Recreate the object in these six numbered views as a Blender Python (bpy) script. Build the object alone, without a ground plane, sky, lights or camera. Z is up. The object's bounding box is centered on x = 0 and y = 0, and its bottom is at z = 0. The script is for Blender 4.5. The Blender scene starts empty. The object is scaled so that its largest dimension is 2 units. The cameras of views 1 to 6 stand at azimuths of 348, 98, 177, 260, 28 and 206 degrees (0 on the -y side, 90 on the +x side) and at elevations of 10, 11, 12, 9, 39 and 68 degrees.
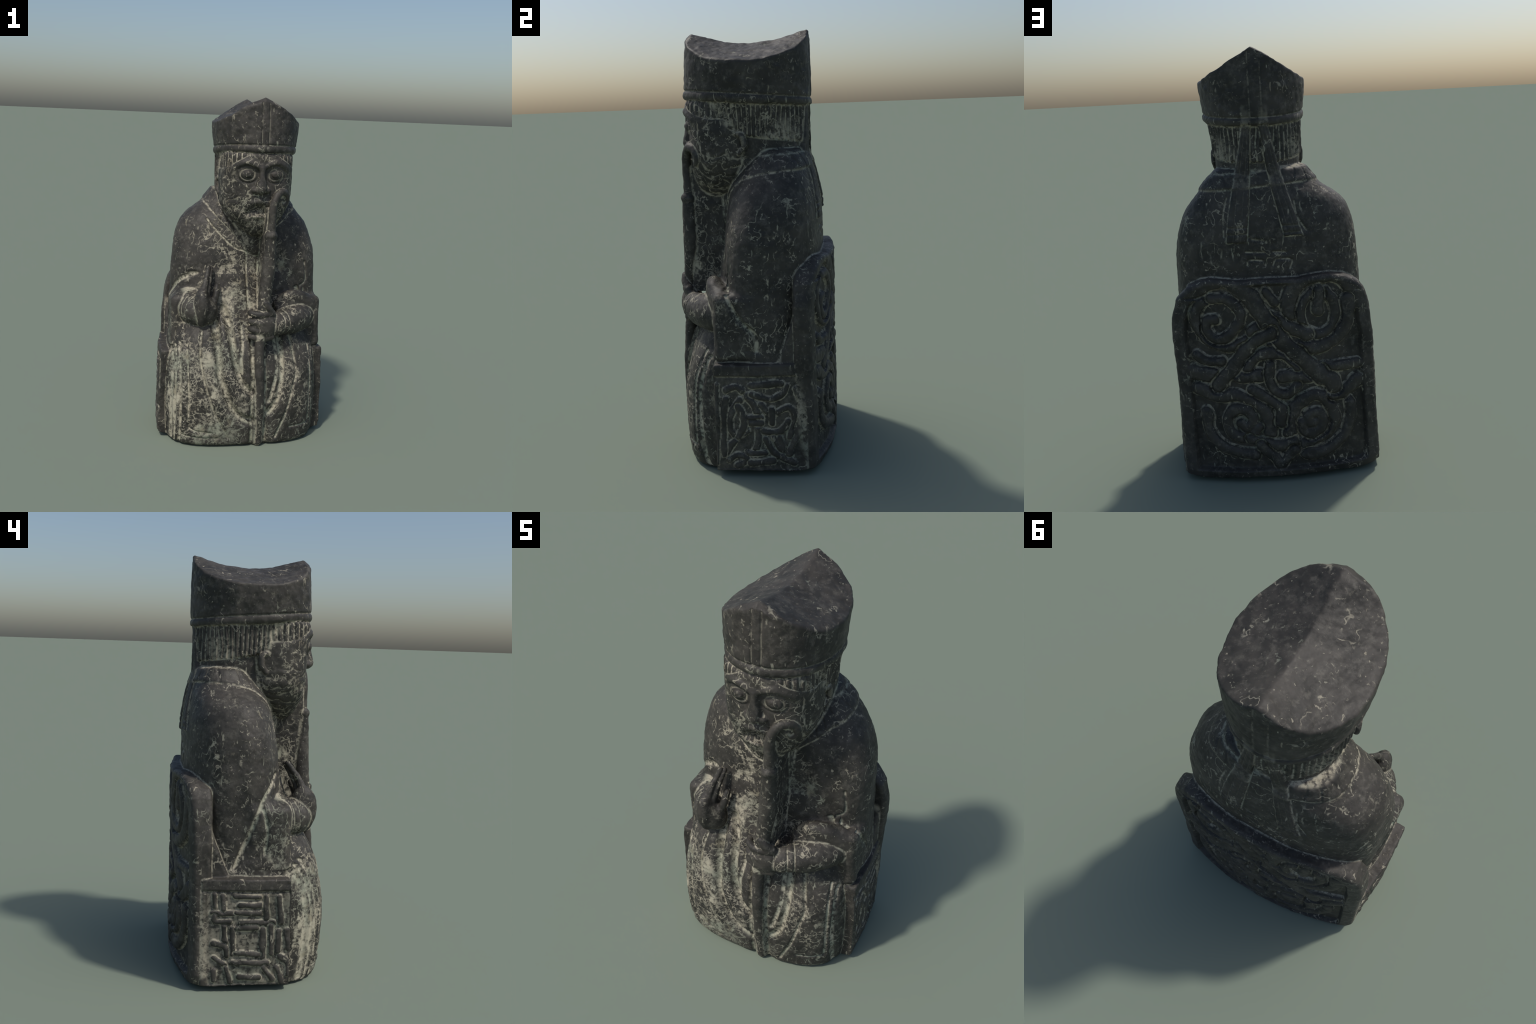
"""Seated bishop chess figure, carved dark stone with pale patina in the cuts.

The body is described by distance functions (lofted sections, tubes, rounded
boxes), turned into one smooth skin, chiselled with relief strokes and then
separated by region into named parts.
"""
import math
import bpy
import numpy as np

CELL = 0.0044          # size of the skin's facets, metres
RNG = np.random.default_rng(11)


# ---------------------------------------------------------------- small maths
def smooth_curve(points, steps=8):
    """Catmull-Rom curve through control points (any dimension)."""
    p = np.asarray(points, float)
    if len(p) < 3:
        return p
    q = np.vstack([2 * p[0] - p[1], p, 2 * p[-1] - p[-2]])
    t = np.linspace(0, 1, steps, endpoint=False)[:, None]
    out = []
    for i in range(len(p) - 1):
        a, b, c, d = q[i], q[i + 1], q[i + 2], q[i + 3]
        out.append(0.5 * (2 * b + (c - a) * t + (2 * a - 5 * b + 4 * c - d) * t ** 2 + (3 * b - a - 3 * c + d) * t ** 3))
    return np.vstack(out + [p[-1:]])


class Profile:
    """A value that changes with height, smoothly through (z, value) pairs."""

    def __init__(self, *pairs):
        c = smooth_curve(sorted(pairs), 10)
        z = np.maximum.accumulate(c[:, 0])
        self.z, self.v = z, c[:, 1]

    def __call__(self, z):
        return np.interp(z, self.z, self.v)


def smin(a, b, k):
    h = np.clip(0.5 + 0.5 * (b - a) / k, 0, 1)
    return b * (1 - h) + a * h - k * h * (1 - h)


def smax(a, b, k):
    return -smin(-a, -b, k)


def value_noise(P, scale, seed):
    """Smooth lattice noise in -1..1."""
    q = P * scale + seed * 17.31
    i = np.floor(q).astype(np.int64)
    f = q - i
    f = f * f * (3 - 2 * f)

    def corner(dx, dy, dz):
        h = (i[:, 0] + dx) * 374761393 + (i[:, 1] + dy) * 668265263 + (i[:, 2] + dz) * 2147483647 + seed * 974634777
        h = (h ^ (h >> 13)) * 1274126177
        h = h ^ (h >> 16)
        return (h & 0xFFFF) / 32767.5 - 1

    r = 0
    for dx in (0, 1):
        for dy in (0, 1):
            for dz in (0, 1):
                w = (f[:, 0] if dx else 1 - f[:, 0]) * (f[:, 1] if dy else 1 - f[:, 1]) * (f[:, 2] if dz else 1 - f[:, 2])
                r = r + w * corner(dx, dy, dz)
    return r


# ------------------------------------------------------- distance functions
FAR = 0.12


def near(P, low, high):
    m = FAR
    return np.all((P > np.asarray(low) - m) & (P < np.asarray(high) + m), axis=1)


def boxed(P, low, high, fn):
    """Evaluate fn only near its box; elsewhere the point is simply far."""
    out = np.full(len(P), FAR)
    m = near(P, low, high)
    if m.any():
        out[m] = np.minimum(fn(P[m]), FAR)
    return out


def loft(P, left, right, front, back, power, z0, z1, edge=0.02):
    """Superellipse sections; each side of the outline is a Profile of z."""
    z = P[:, 2]
    zc = np.clip(z, z0, z1)
    l, r, f, b = left(zc), right(zc), front(zc), back(zc)
    a, c = np.maximum((r - l) / 2, 0.01), np.maximum((b - f) / 2, 0.01)
    u = np.abs(P[:, 0] - (l + r) / 2) / a
    v = np.abs(P[:, 1] - (f + b) / 2) / c
    k = (u ** power + v ** power) ** (1 / power)
    # distance estimate: scaled by the gradient of the section function
    g = np.maximum(k, 1e-3) ** (1 - power) * np.sqrt((u ** (power - 1) / a) ** 2 + (v ** (power - 1) / c) ** 2)
    d = np.where(k > 0.25, (k - 1) / np.maximum(g, 1.0), -0.75 * np.minimum(a, c))
    return smax(d, np.maximum(z0 - z, z - z1), edge)


def tube(P, points, radii, steps=6, squash=None):
    """Round tube along a smooth curve; radii belong to the control points."""
    pts = np.asarray(points, float)
    c = smooth_curve(np.column_stack([pts, radii]), steps)
    rm = max(radii)

    def fn(Q):
        best = np.full(len(Q), 9.0)
        for A, B in zip(c[:-1], c[1:]):
            ab = B[:3] - A[:3]
            t = np.clip((Q - A[:3]) @ ab / max(ab @ ab, 1e-9), 0, 1)
            d = np.linalg.norm(Q - A[:3] - t[:, None] * ab, axis=1) - (A[3] + t * (B[3] - A[3]))
            best = np.minimum(best, d)
        return best

    return boxed(P, c[:, :3].min(0) - rm, c[:, :3].max(0) + rm, fn)


def ellipsoid(P, centre, radii):
    c, r = np.asarray(centre), np.asarray(radii)

    def fn(Q):
        q = (Q - c) / r
        k0 = np.linalg.norm(q, axis=1)
        k1 = np.linalg.norm(q / r, axis=1)
        return k0 * (k0 - 1) / np.maximum(k1, 1e-6)

    return boxed(P, c - r, c + r, fn)


def rounded_box(P, centre, half, radius):
    c, h = np.asarray(centre), np.asarray(half)

    def fn(Q):
        q = np.abs(Q - c) - h + radius
        return np.linalg.norm(np.maximum(q, 0), axis=1) + np.minimum(q.max(1), 0) - radius

    return boxed(P, c - h, c + h, fn)


def outline_distance(X, Z, outline):
    """Signed distance to a closed outline in a plane (negative inside)."""
    o = np.asarray(outline)
    d = np.full(len(X), 9.0)
    inside = np.zeros(len(X), bool)
    for (x0, z0), (x1, z1) in zip(o, np.roll(o, -1, 0)):
        ex, ez = x1 - x0, z1 - z0
        t = np.clip(((X - x0) * ex + (Z - z0) * ez) / (ex * ex + ez * ez), 0, 1)
        d = np.minimum(d, np.hypot(X - x0 - t * ex, Z - z0 - t * ez))
        cross = (z0 > Z) != (z1 > Z)
        if z1 != z0:
            inside ^= cross & (X < x0 + (Z - z0) / (z1 - z0) * ex)
    return np.where(inside, -d, d)


# ------------------------------------------------------------------ the parts
HEAD_X = 0.05          # the head sits a little to the figure's left

MITRE = dict(left=Profile((1.62, -0.172), (1.665, -0.180), (1.70, -0.188), (1.84, -0.203), (2.02, -0.205)),
             right=Profile((1.62, 0.270), (1.665, 0.278), (1.70, 0.288), (1.84, 0.302), (2.02, 0.305)),
             front=Profile((1.62, -0.30), (1.68, -0.307), (1.72, -0.313), (1.95, -0.299), (2.02, -0.296)),
             back=Profile((1.62, 0.275), (1.665, 0.284), (1.70, 0.290), (2.02, 0.292)))


def mitre_brim(P):
    return 1.674 - 0.083 * P[:, 1]


def mitre(P):
    x, y, z = P.T
    d = loft(P, power=2.15, z0=1.6, z1=2.05, **MITRE)
    roof = 1.960 + 0.66 * (y - 0.015) ** 2 - (0.39 + 2.2 * y ** 2) * (np.sqrt((x - 0.052) ** 2 + 0.00004) - 0.006)
    roof = smin(roof, 2.012 - 0.7 * (np.abs(y) - 0.265) - 0.5 * np.abs(x - 0.052), 0.006)
    d = smax(d, (z - roof) / 1.14, 0.009)
    return smax(d, mitre_brim(P) - z, 0.02)


def hair(P):
    d = loft(P, Profile((1.44, -0.168), (1.56, -0.171), (1.70, -0.176)), Profile((1.44, 0.250), (1.56, 0.254), (1.70, 0.272)),
             Profile((1.44, -0.245), (1.56, -0.27), (1.70, -0.293)), Profile((1.44, 0.276), (1.56, 0.274), (1.70, 0.272)), 2.25, 1.44, 1.75)
    y = P[:, 1]
    ends = np.interp(y, [-0.30, -0.20, -0.14, -0.06, 0.0, 0.07, 0.25, 0.4], [1.70, 1.645, 1.605, 1.555, 1.53, 1.518, 1.495, 1.49])
    return smax(d, ends - P[:, 2], 0.012)


def neck(P):
    throat = tube(P, [(0.06, -0.075, 1.16), (0.055, -0.085, 1.26), (0.05, -0.075, 1.36)], [0.09, 0.09, 0.10], 3)
    return np.minimum(throat, loft(P, Profile((1.1, -0.16), (1.6, -0.158)), Profile((1.1, 0.240), (1.6, 0.242)),
                Profile((1.1, -0.12), (1.6, -0.15)), Profile((1.1, 0.262), (1.6, 0.262)), 2.2, 1.15, 1.62))


def face(P):
    d = loft(P, Profile((1.215, 0.01), (1.256, -0.038), (1.318, -0.106), (1.386, -0.153), (1.45, -0.165), (1.57, -0.170), (1.70, -0.165)),
             Profile((1.215, 0.09), (1.256, 0.132), (1.318, 0.190), (1.386, 0.232), (1.45, 0.250), (1.57, 0.254), (1.70, 0.252)),
             Profile((1.215, -0.205), (1.256, -0.245), (1.318, -0.276), (1.386, -0.284), (1.45, -0.290), (1.52, -0.294), (1.58, -0.298), (1.66, -0.307), (1.72, -0.303)),
             Profile((1.215, -0.14), (1.256, -0.06), (1.318, 0.02), (1.40, 0.06), (1.70, 0.10)), 2.5, 1.215, 1.71, 0.03)
    # eye hollows
    for x in (-0.034, 0.122):
        d = smax(d, -ellipsoid(P, (x, -0.326, 1.583), (0.064, 0.044, 0.050)), 0.015)
    # brow ridge: two arches meeting over the nose
    for s, x in ((-1, -0.034), (1, 0.122)):
        arch = [(HEAD_X - 0.004, -0.296, 1.612), (x - s * 0.03, -0.297, 1.640), (x + s * 0.015, -0.287, 1.648), (x + s * 0.065, -0.252, 1.618), (x + s * 0.085, -0.222, 1.58)]
        d = smin(d, tube(P, arch, [0.016, 0.020, 0.020, 0.017, 0.009]), 0.012)
    # nose
    d = smin(d, tube(P, [(0.047, -0.294, 1.63), (0.045, -0.299, 1.56), (0.042, -0.301, 1.506)], [0.018, 0.027, 0.038]), 0.012)
    for s in (-1, 1):
        d = smin(d, ellipsoid(P, (0.043 + s * 0.036, -0.290, 1.494), (0.022, 0.024, 0.020)), 0.012)
    # moustache, lips and chin
    for s in (-1, 1):
        d = smin(d, tube(P, [(0.042, -0.282, 1.432), (0.042 + s * 0.050, -0.272, 1.416), (0.042 + s * 0.085, -0.250, 1.380)], [0.019, 0.019, 0.012]), 0.015)
    d = smax(d, -tube(P, [(-0.028, -0.280, 1.362), (0.036, -0.298, 1.376), (0.100, -0.280, 1.362)], [0.016, 0.033, 0.016]), 0.010)
    d = smin(d, tube(P, [(0.0, -0.272, 1.346), (0.036, -0.280, 1.342), (0.075, -0.272, 1.346)], [0.010, 0.013, 0.010]), 0.012)
    return d


def eye(P):
    return np.minimum(*[ellipsoid(P, (x, -0.279, 1.582), (0.042, 0.027, 0.034)) for x in (-0.034, 0.122)])


def ear(P):
    a = tube(P, [(-0.160, -0.062, 1.545), (-0.166, -0.035, 1.535), (-0.166, -0.032, 1.49), (-0.160, -0.055, 1.455)], [0.013, 0.016, 0.016, 0.013])
    b = tube(P, [(0.240, -0.045, 1.545), (0.246, -0.015, 1.535), (0.246, -0.005, 1.49), (0.240, -0.030, 1.455)], [0.013, 0.017, 0.017, 0.013])
    return np.minimum(a, b)


LAPPETS = ((((1.10, 0.166), (1.13, 0.162), (1.27, 0.145), (1.40, 0.126), (1.53, 0.106), (1.66, 0.089)), ((1.10, 0.050), (1.27, 0.046), (1.40, 0.039), (1.53, 0.030), (1.66, 0.022))),
           (((1.12, -0.108), (1.18, -0.095), (1.336, -0.053), (1.49, -0.016), (1.66, 0.013)), ((1.12, 0.046), (1.18, 0.044), (1.336, 0.036), (1.49, 0.028), (1.66, 0.022))))


def lappet(P):
    """Two ribbons hanging from the mitre down the back, widening to their ends."""

    def fn(Q):
        base = np.minimum(np.minimum(hair(Q), neck(Q) - 0.012), np.minimum(torso(Q), collar(Q) + 0.006)) - 0.012
        out = np.full(len(Q), 9.0)
        for (axis, half), end in zip(LAPPETS, (1.145, 1.165)):
            side = np.abs(Q[:, 0] - np.interp(Q[:, 2], *zip(*axis))) - np.interp(Q[:, 2], *zip(*half))
            out = np.minimum(out, smax(smax(base, side, 0.010), end - Q[:, 2], 0.008))
        return np.maximum(out, 0.1 - Q[:, 1])

    return boxed(P, (-0.2, 0.15, 1.12), (0.25, 0.38, 1.68), fn)


COLLAR_HEIGHT = ((-3.15, 1.425), (-2.58, 1.435), (-2.19, 1.44), (-1.81, 1.435), (-1.49, 1.415), (-1.21, 1.375), (-0.906, 1.315), (-0.64, 1.262), (-0.42, 1.212), (0.0, 1.17),
                 (0.32, 1.222), (0.74, 1.278), (1.05, 1.328), (1.32, 1.375), (1.65, 1.402), (2.01, 1.412), (2.43, 1.415), (3.15, 1.425))


def collar(P):
    """A thick band lying on the shoulders, high behind, falling to a V in front."""

    def fn(Q):
        turn = np.arctan2(Q[:, 0] - 0.03, 0.04 - Q[:, 1])
        mid = np.interp(turn, *zip(*COLLAR_HEIGHT))
        half = np.interp(np.abs(turn), [0, 0.5, 1.2, 1.8, 3.2], [0.030, 0.034, 0.042, 0.040, 0.036])
        return smax(torso(Q) - 0.010, (np.abs(Q[:, 2] - mid) - half) * 0.8, 0.014)

    return boxed(P, (-0.3, -0.25, 1.15), (0.35, 0.32, 1.5), fn)


def torso(P):
    d = loft(P, Profile((0.5, -0.425), (0.9, -0.419), (1.05, -0.413), (1.15, -0.404), (1.22, -0.390), (1.28, -0.364), (1.33, -0.320), (1.37, -0.264), (1.40, -0.230), (1.44, -0.196), (1.48, -0.17)),
             Profile((0.5, 0.468), (0.9, 0.452), (1.05, 0.446), (1.15, 0.438), (1.22, 0.420), (1.28, 0.396), (1.33, 0.360), (1.37, 0.326), (1.40, 0.300), (1.44, 0.268), (1.48, 0.245)),
             Profile((0.5, -0.16), (0.9, -0.145), (1.05, -0.140), (1.15, -0.128), (1.20, -0.118), (1.28, -0.095), (1.35, -0.055), (1.42, -0.01), (1.48, 0.02)),
             Profile((0.5, 0.31), (0.9, 0.324), (1.05, 0.328), (1.20, 0.322), (1.28, 0.310), (1.35, 0.296), (1.42, 0.272), (1.48, 0.255)), 2.6, 0.4, 1.475, 0.02)
    # hollow between staff, beard and the left upper arm
    return smax(d, -ellipsoid(P, (0.19, -0.185, 1.09), (0.085, 0.068, 0.19)), 0.03)


def arm(P):
    left = tube(P, [(0.315, 0.07, 1.215), (0.335, 0.04, 1.10), (0.340, 0.03, 0.92), (0.36, 0.02, 0.75)], [0.095, 0.118, 0.124, 0.108], 4)
    right = tube(P, [(-0.275, 0.07, 1.23), (-0.300, 0.05, 1.10), (-0.305, 0.03, 0.95), (-0.32, 0.02, 0.75)], [0.095, 0.112, 0.115, 0.105], 4)
    return np.minimum(left, right)


def sleeve_left(P):
    d = rounded_box(P, (0.410, -0.050, 0.695), (0.062, 0.100, 0.160), 0.040)
    fold = tube(P, [(0.195, -0.175, 0.815), (0.250, -0.172, 0.858), (0.315, -0.160, 0.862), (0.368, -0.138, 0.83), (0.400, -0.120, 0.76), (0.425, -0.115, 0.67), (0.441, -0.118, 0.57)],
                [0.024, 0.036, 0.040, 0.040, 0.036, 0.032, 0.028], 4)
    fill = tube(P, [(0.205, -0.190, 0.785), (0.28, -0.165, 0.805), (0.36, -0.110, 0.80)], [0.034, 0.050, 0.060], 3)
    return smin(smin(d, fold, 0.03), fill, 0.04)


def forearm_left(P):
    return tube(P, [(0.165, -0.283, 0.722), (0.25, -0.228, 0.728), (0.315, -0.165, 0.735), (0.350, -0.110, 0.735)], [0.072, 0.083, 0.092, 0.090], 4)


def hand_left(P):
    d = ellipsoid(P, (0.085, -0.318, 0.725), (0.082, 0.056, 0.096))
    for i, z in enumerate((0.798, 0.752, 0.706, 0.662)):
        inset = (0.016, 0.012, 0.014, 0.022)[i]
        d = smin(d, tube(P, [(0.128, -0.330, z), (0.100, -0.356 + inset, z - 0.003), (0.055, -0.362 + inset, z - 0.004), (0.016, -0.344 + inset, z - 0.002), (0.008, -0.31, z)],
                         [0.025, 0.025, 0.024, 0.022, 0.020], 3), 0.003)
    thumb = tube(P, [(0.14, -0.31, 0.775), (0.11, -0.342, 0.825), (0.086, -0.348, 0.860)], [0.026, 0.024, 0.021], 3)
    return smin(d, thumb, 0.010)


def sleeve_right(P):
    d = rounded_box(P, (-0.374, -0.052, 0.705), (0.060, 0.106, 0.160), 0.040)
    return smin(d, tube(P, [(-0.315, -0.04, 0.79), (-0.310, -0.07, 0.79)], [0.108, 0.106], 3), 0.03)


def forearm_right(P):
    return tube(P, [(-0.308, -0.075, 0.788), (-0.290, -0.13, 0.782), (-0.272, -0.190, 0.78)], [0.105, 0.104, 0.090], 3)


def hand_right(P):
    d = ellipsoid(P, (-0.262, -0.240, 0.815), (0.052, 0.070, 0.118))
    d = smin(d, ellipsoid(P, (-0.225, -0.225, 0.79), (0.062, 0.062, 0.085)), 0.02)
    # thumb and folded fingers on the inner side
    d = smin(d, tube(P, [(-0.215, -0.225, 0.80), (-0.182, -0.222, 0.87), (-0.172, -0.195, 0.930)], [0.028, 0.024, 0.021], 3), 0.004)
    # two raised fingers
    d = smin(d, tube(P, [(-0.258, -0.245, 0.885), (-0.240, -0.215, 0.96), (-0.220, -0.165, 1.030)], [0.028, 0.020, 0.015], 3), 0.006)
    d = smin(d, tube(P, [(-0.235, -0.225, 0.885), (-0.218, -0.195, 0.96), (-0.203, -0.155, 1.026)], [0.026, 0.019, 0.014], 3), 0.004)
    return d


def crozier_shaft(P):
    return tube(P, [(0.074, -0.330, 0.03), (0.070, -0.353, 0.28), (0.064, -0.347, 0.50), (0.064, -0.334, 0.66), (0.080, -0.322, 0.82), (0.094, -0.308, 0.95), (0.103, -0.304, 1.05), (0.107, -0.305, 1.18), (0.109, -0.306, 1.24)],
                [0.034, 0.035, 0.032, 0.030, 0.037, 0.041, 0.042, 0.037, 0.034], 4)


def crozier_web(P):
    return rounded_box(P, (0.100, -0.215, 1.09), (0.027, 0.09, 0.31), 0.012)


def crozier_knob(P):
    return ellipsoid(P, (0.109, -0.305, 1.243), (0.040, 0.041, 0.034))


def crozier_crook(P):
    return tube(P, [(0.110, -0.300, 1.25), (0.112, -0.304, 1.32), (0.112, -0.306, 1.39), (0.126, -0.302, 1.448), (0.152, -0.286, 1.483), (0.184, -0.260, 1.484), (0.204, -0.238, 1.458), (0.202, -0.232, 1.425), (0.180, -0.244, 1.412), (0.168, -0.252, 1.432)],
                [0.030, 0.028, 0.026, 0.024, 0.022, 0.021, 0.020, 0.019, 0.017, 0.012], 4)


def skirt(P):
    x, y, z = P.T
    # the right knee swells, the left lap beside the staff lies lower
    low = np.interp(z, [0.0, 0.25, 0.45, 0.6, 0.75, 0.9], [0.010, 0.018, 0.024, 0.038, 0.042, 0.0])
    t = np.clip((x - 0.06) / 0.10, 0, 1)
    shift = low * t * t * (3 - 2 * t)
    u = np.clip((0.05 - x) / 0.12, 0, 1)
    shift = shift - u * np.interp(z, [0.5, 0.7, 0.85, 1.0], [0.0, 0.022, 0.018, 0.0])
    Q = np.column_stack([x, np.where(y < 0, y - shift * np.clip(-y / 0.2, 0, 1), y), z])
    d = loft(Q, Profile((0, -0.435), (0.04, -0.452), (0.3, -0.458), (0.5, -0.445), (0.62, -0.41), (0.75, -0.36), (1.0, -0.30)),
             Profile((0, 0.430), (0.04, 0.448), (0.3, 0.455), (0.5, 0.445), (0.62, 0.42), (0.75, 0.38), (1.0, 0.32)),
             Profile((0, -0.338), (0.04, -0.356), (0.2, -0.373), (0.35, -0.374), (0.45, -0.360), (0.55, -0.334), (0.63, -0.295), (0.73, -0.228), (0.85, -0.177), (1.0, -0.14)),
             Profile((0, 0.25), (1.0, 0.25)), 3.2, 0.0, 1.0, 0.03)
    # deep valley close beside the staff
    return smax(d, -tube(P, [(0.150, -0.345, 0.64), (0.148, -0.372, 0.50), (0.146, -0.378, 0.30), (0.148, -0.372, 0.10)], [0.030, 0.034, 0.030, 0.016], 3), 0.02)


def throne_seat(P):
    d = rounded_box(P, (0.002, 0.055, 0.265), (0.502, 0.210, 0.274), 0.018)
    # leans in a little towards the top, chamfered foot
    x, y, z = P.T
    lean = np.abs(x - 0.002) - 0.503 + 0.02 * z + 0.13 * np.maximum(y - 0.04, 0)
    d = smax(smax(d, lean, 0.01), np.abs(x - 0.003) - 0.470 - 0.8 * z, 0.01)
    # gussets that slope from the uprights down to the seat
    for side in (-0.395, 0.420):
        wedge = boxed(P, (side - 0.05, 0.05, 0.45), (side + 0.05, 0.32, 0.92),
                      lambda Q: smax(outline_distance(Q[:, 1], Q[:, 2], [(0.29, 0.45), (0.29, 0.80), (0.225, 0.80), (0.195, 0.70), (0.13, 0.54), (0.13, 0.45)]), np.abs(Q[:, 0] - side) - 0.042, 0.02))
        d = smin(d, wedge, 0.008)
    return d


BACK_OUTLINE = [(0.445, 0.0), (0.468, 0.03), (0.473, 0.2), (0.475, 0.375), (0.477, 0.52), (0.486, 0.70), (0.485, 0.80), (0.458, 0.895), (0.40, 0.955), (0.335, 0.990), (0.285, 0.998),
                (0.17, 0.985), (0.03, 0.987), (-0.11, 0.983), (-0.18, 0.992), (-0.25, 0.994), (-0.32, 0.978), (-0.39, 0.938), (-0.42, 0.897), (-0.438, 0.835), (-0.455, 0.69), (-0.457, 0.49),
                (-0.466, 0.28), (-0.472, 0.08), (-0.45, 0.02), (-0.38, 0.0)]


def back_plane(x):
    """The rear of the backrest bulges: deepest in the middle."""
    return 0.382 - 0.40 * x ** 2


def throne_back(P):
    r = 0.024

    def fn(Q):
        y0, y1 = 0.21, back_plane(Q[:, 0]) - 0.25 * np.maximum(0.06 - Q[:, 2], 0)
        w = np.column_stack([outline_distance(Q[:, 0], Q[:, 2], BACK_OUTLINE), np.maximum(y0 - Q[:, 1], Q[:, 1] - y1)]) + r
        return np.linalg.norm(np.maximum(w, 0), axis=1) + np.minimum(w.max(1), 0) - r

    return boxed(P, (-0.5, 0.2, 0), (0.5, 0.4, 1.0), fn)


# name of the part, its distance function, how softly it grows into the rest
PARTS = [("skirt", skirt, 0.0), ("torso", torso, 0.035), ("arm", arm, 0.025), ("throne_seat", throne_seat, 0.006), ("throne_back", throne_back, 0.006),
         ("neck", neck, 0.01), ("sleeve", sleeve_left, 0.02), ("sleeve", sleeve_right, 0.03), ("forearm", forearm_left, 0.006), ("forearm", forearm_right, 0.006),
         ("collar", collar, 0.008), ("hair", hair, 0.006), ("head", face, 0.006), ("ear", ear, 0.008), ("eye", eye, 0.003), ("mitre", mitre, 0.004), ("lappet", lappet, 0.010),
         ("crozier_web", crozier_web, 0.008), ("crozier_shaft", crozier_shaft, 0.005), ("crozier_knob", crozier_knob, 0.006), ("crozier_crook", crozier_crook, 0.006),
         ("hand", hand_left, 0.004), ("hand", hand_right, 0.004)]


def figure(P, want_parts=False):
    total, best, which = None, None, None
    for i, (name, fn, soft) in enumerate(PARTS):
        d = fn(P)
        if total is None:
            total, best, which = d, d.copy(), np.zeros(len(P), int)
        else:
            total = smin(total, d, soft) if soft else np.minimum(total, d)
            m = d < best
            best[m], which[m] = d[m], i
    # the whole skin lies a little inside the measured outlines; flat underside with chips
    rise = 0.030 * np.clip((np.abs(P[:, 0]) - 0.34) / 0.15, 0, 1) ** 1.5 + 0.024 * np.clip((P[:, 1] - 0.20) / 0.15, 0, 1) ** 1.5
    total = np.maximum(total + 0.004, (0.005 + rise - P[:, 2]) * 0.96)
    for c, r in (((-0.045, -0.345, -0.004), 0.022), ((0.485, 0.03, -0.006), 0.036), ((-0.43, -0.20, -0.006), 0.02)):
        total = np.maximum(total, r - np.linalg.norm(P - np.asarray(c), axis=1))
    return (total, which) if want_parts else total


# ------------------------------------------------------------------- the skin
def skin():
    """Surface nets over a sparse grid: first coarse blocks, then their cells."""
    low, high = np.array([-0.56, -0.46, -0.03]), np.array([0.56, 0.44, 2.05])
    B = 4
    H = CELL * B
    n = np.ceil((high - low) / H).astype(int)
    cx = np.stack(np.meshgrid(*[np.arange(k) for k in n], indexing="ij"), -1).reshape(-1, 3)
    centre = low + (cx + 0.5) * H - 0.5 * CELL
    d = figure(centre)
    keep = np.abs(d) < H * 1.6
    field = np.repeat(np.repeat(np.repeat(np.where(d < 0, -1.0, 1.0).astype(np.float32).reshape(n), B, 0), B, 1), B, 2)
    off = np.stack(np.meshgrid(*[np.arange(B)] * 3, indexing="ij"), -1).reshape(-1, 3)
    idx = (cx[keep][:, None, :] * B + off[None]).reshape(-1, 3)
    for s in range(0, len(idx), 400000):
        part = idx[s:s + 400000]
        field[part[:, 0], part[:, 1], part[:, 2]] = figure(low + part * CELL)
    inside = field < 0
    shape = np.array(field.shape) - 1
    # cells that the surface crosses
    corners = [(a, b, c) for a in (0, 1) for b in (0, 1) for c in (0, 1)]
    count = np.zeros(shape, np.int8)
    for a, b, c in corners:
        count += inside[a:shape[0] + a, b:shape[1] + b, c:shape[2] + c]
    cells = np.argwhere((count > 0) & (count < 8))
    index = np.full(shape, -1, np.int32)
    index[cells[:, 0], cells[:, 1], cells[:, 2]] = np.arange(len(cells))
    val = np.stack([field[cells[:, 0] + a, cells[:, 1] + b, cells[:, 2] + c] for a, b, c in corners], 1)
    pos = np.zeros((len(cells), 3))
    num = np.zeros(len(cells))
    for i, p in enumerate(corners):
        for j, q in enumerate(corners):
            if j > i and sum(abs(np.subtract(p, q))) == 1:
                m = (val[:, i] < 0) != (val[:, j] < 0)
                t = val[m, i] / (val[m, i] - val[m, j])
                pos[m] += np.asarray(p) + t[:, None] * (np.asarray(q) - np.asarray(p))
                num[m] += 1
    V = low + (cells + pos / num[:, None]) * CELL
    quads = []
    for ax in range(3):
        o1, o2 = (ax + 1) % 3, (ax + 2) % 3
        sl0, sl1 = [slice(1, -1)] * 3, [slice(1, -1)] * 3
        sl0[ax], sl1[ax] = slice(0, -1), slice(1, None)
        a, b = inside[tuple(sl0)], inside[tuple(sl1)]
        e = np.argwhere(a != b)
        flip = a[e[:, 0], e[:, 1], e[:, 2]]
        e = e + 1
        e[:, ax] -= 1
        q = []
        for s1, s2 in ((0, 0), (1, 0), (1, 1), (0, 1)):
            c = e.copy()
            c[:, o1] -= s1
            c[:, o2] -= s2
            q.append(index[c[:, 0], c[:, 1], c[:, 2]])
        q = np.stack(q, 1)
        q[~flip] = q[~flip][:, ::-1]
        quads.append(q)
    Q = np.vstack(quads)
    Q = Q[(Q >= 0).all(1)]
    # settle the vertices onto the true surface
    for _ in range(2):
        V = V - 0.9 * np.clip(figure(V), -CELL, CELL)[:, None] * gradient(V)
    return V, Q


def gradient(P, e=0.0015):
    g = np.zeros_like(P)
    for k in ((1, -1, -1), (-1, -1, 1), (-1, 1, -1), (1, 1, 1)):
        k = np.asarray(k, float)
        g += k * figure(P + k * e)[:, None]
    return g / np.maximum(np.linalg.norm(g, axis=1, keepdims=True), 1e-9)


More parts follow.
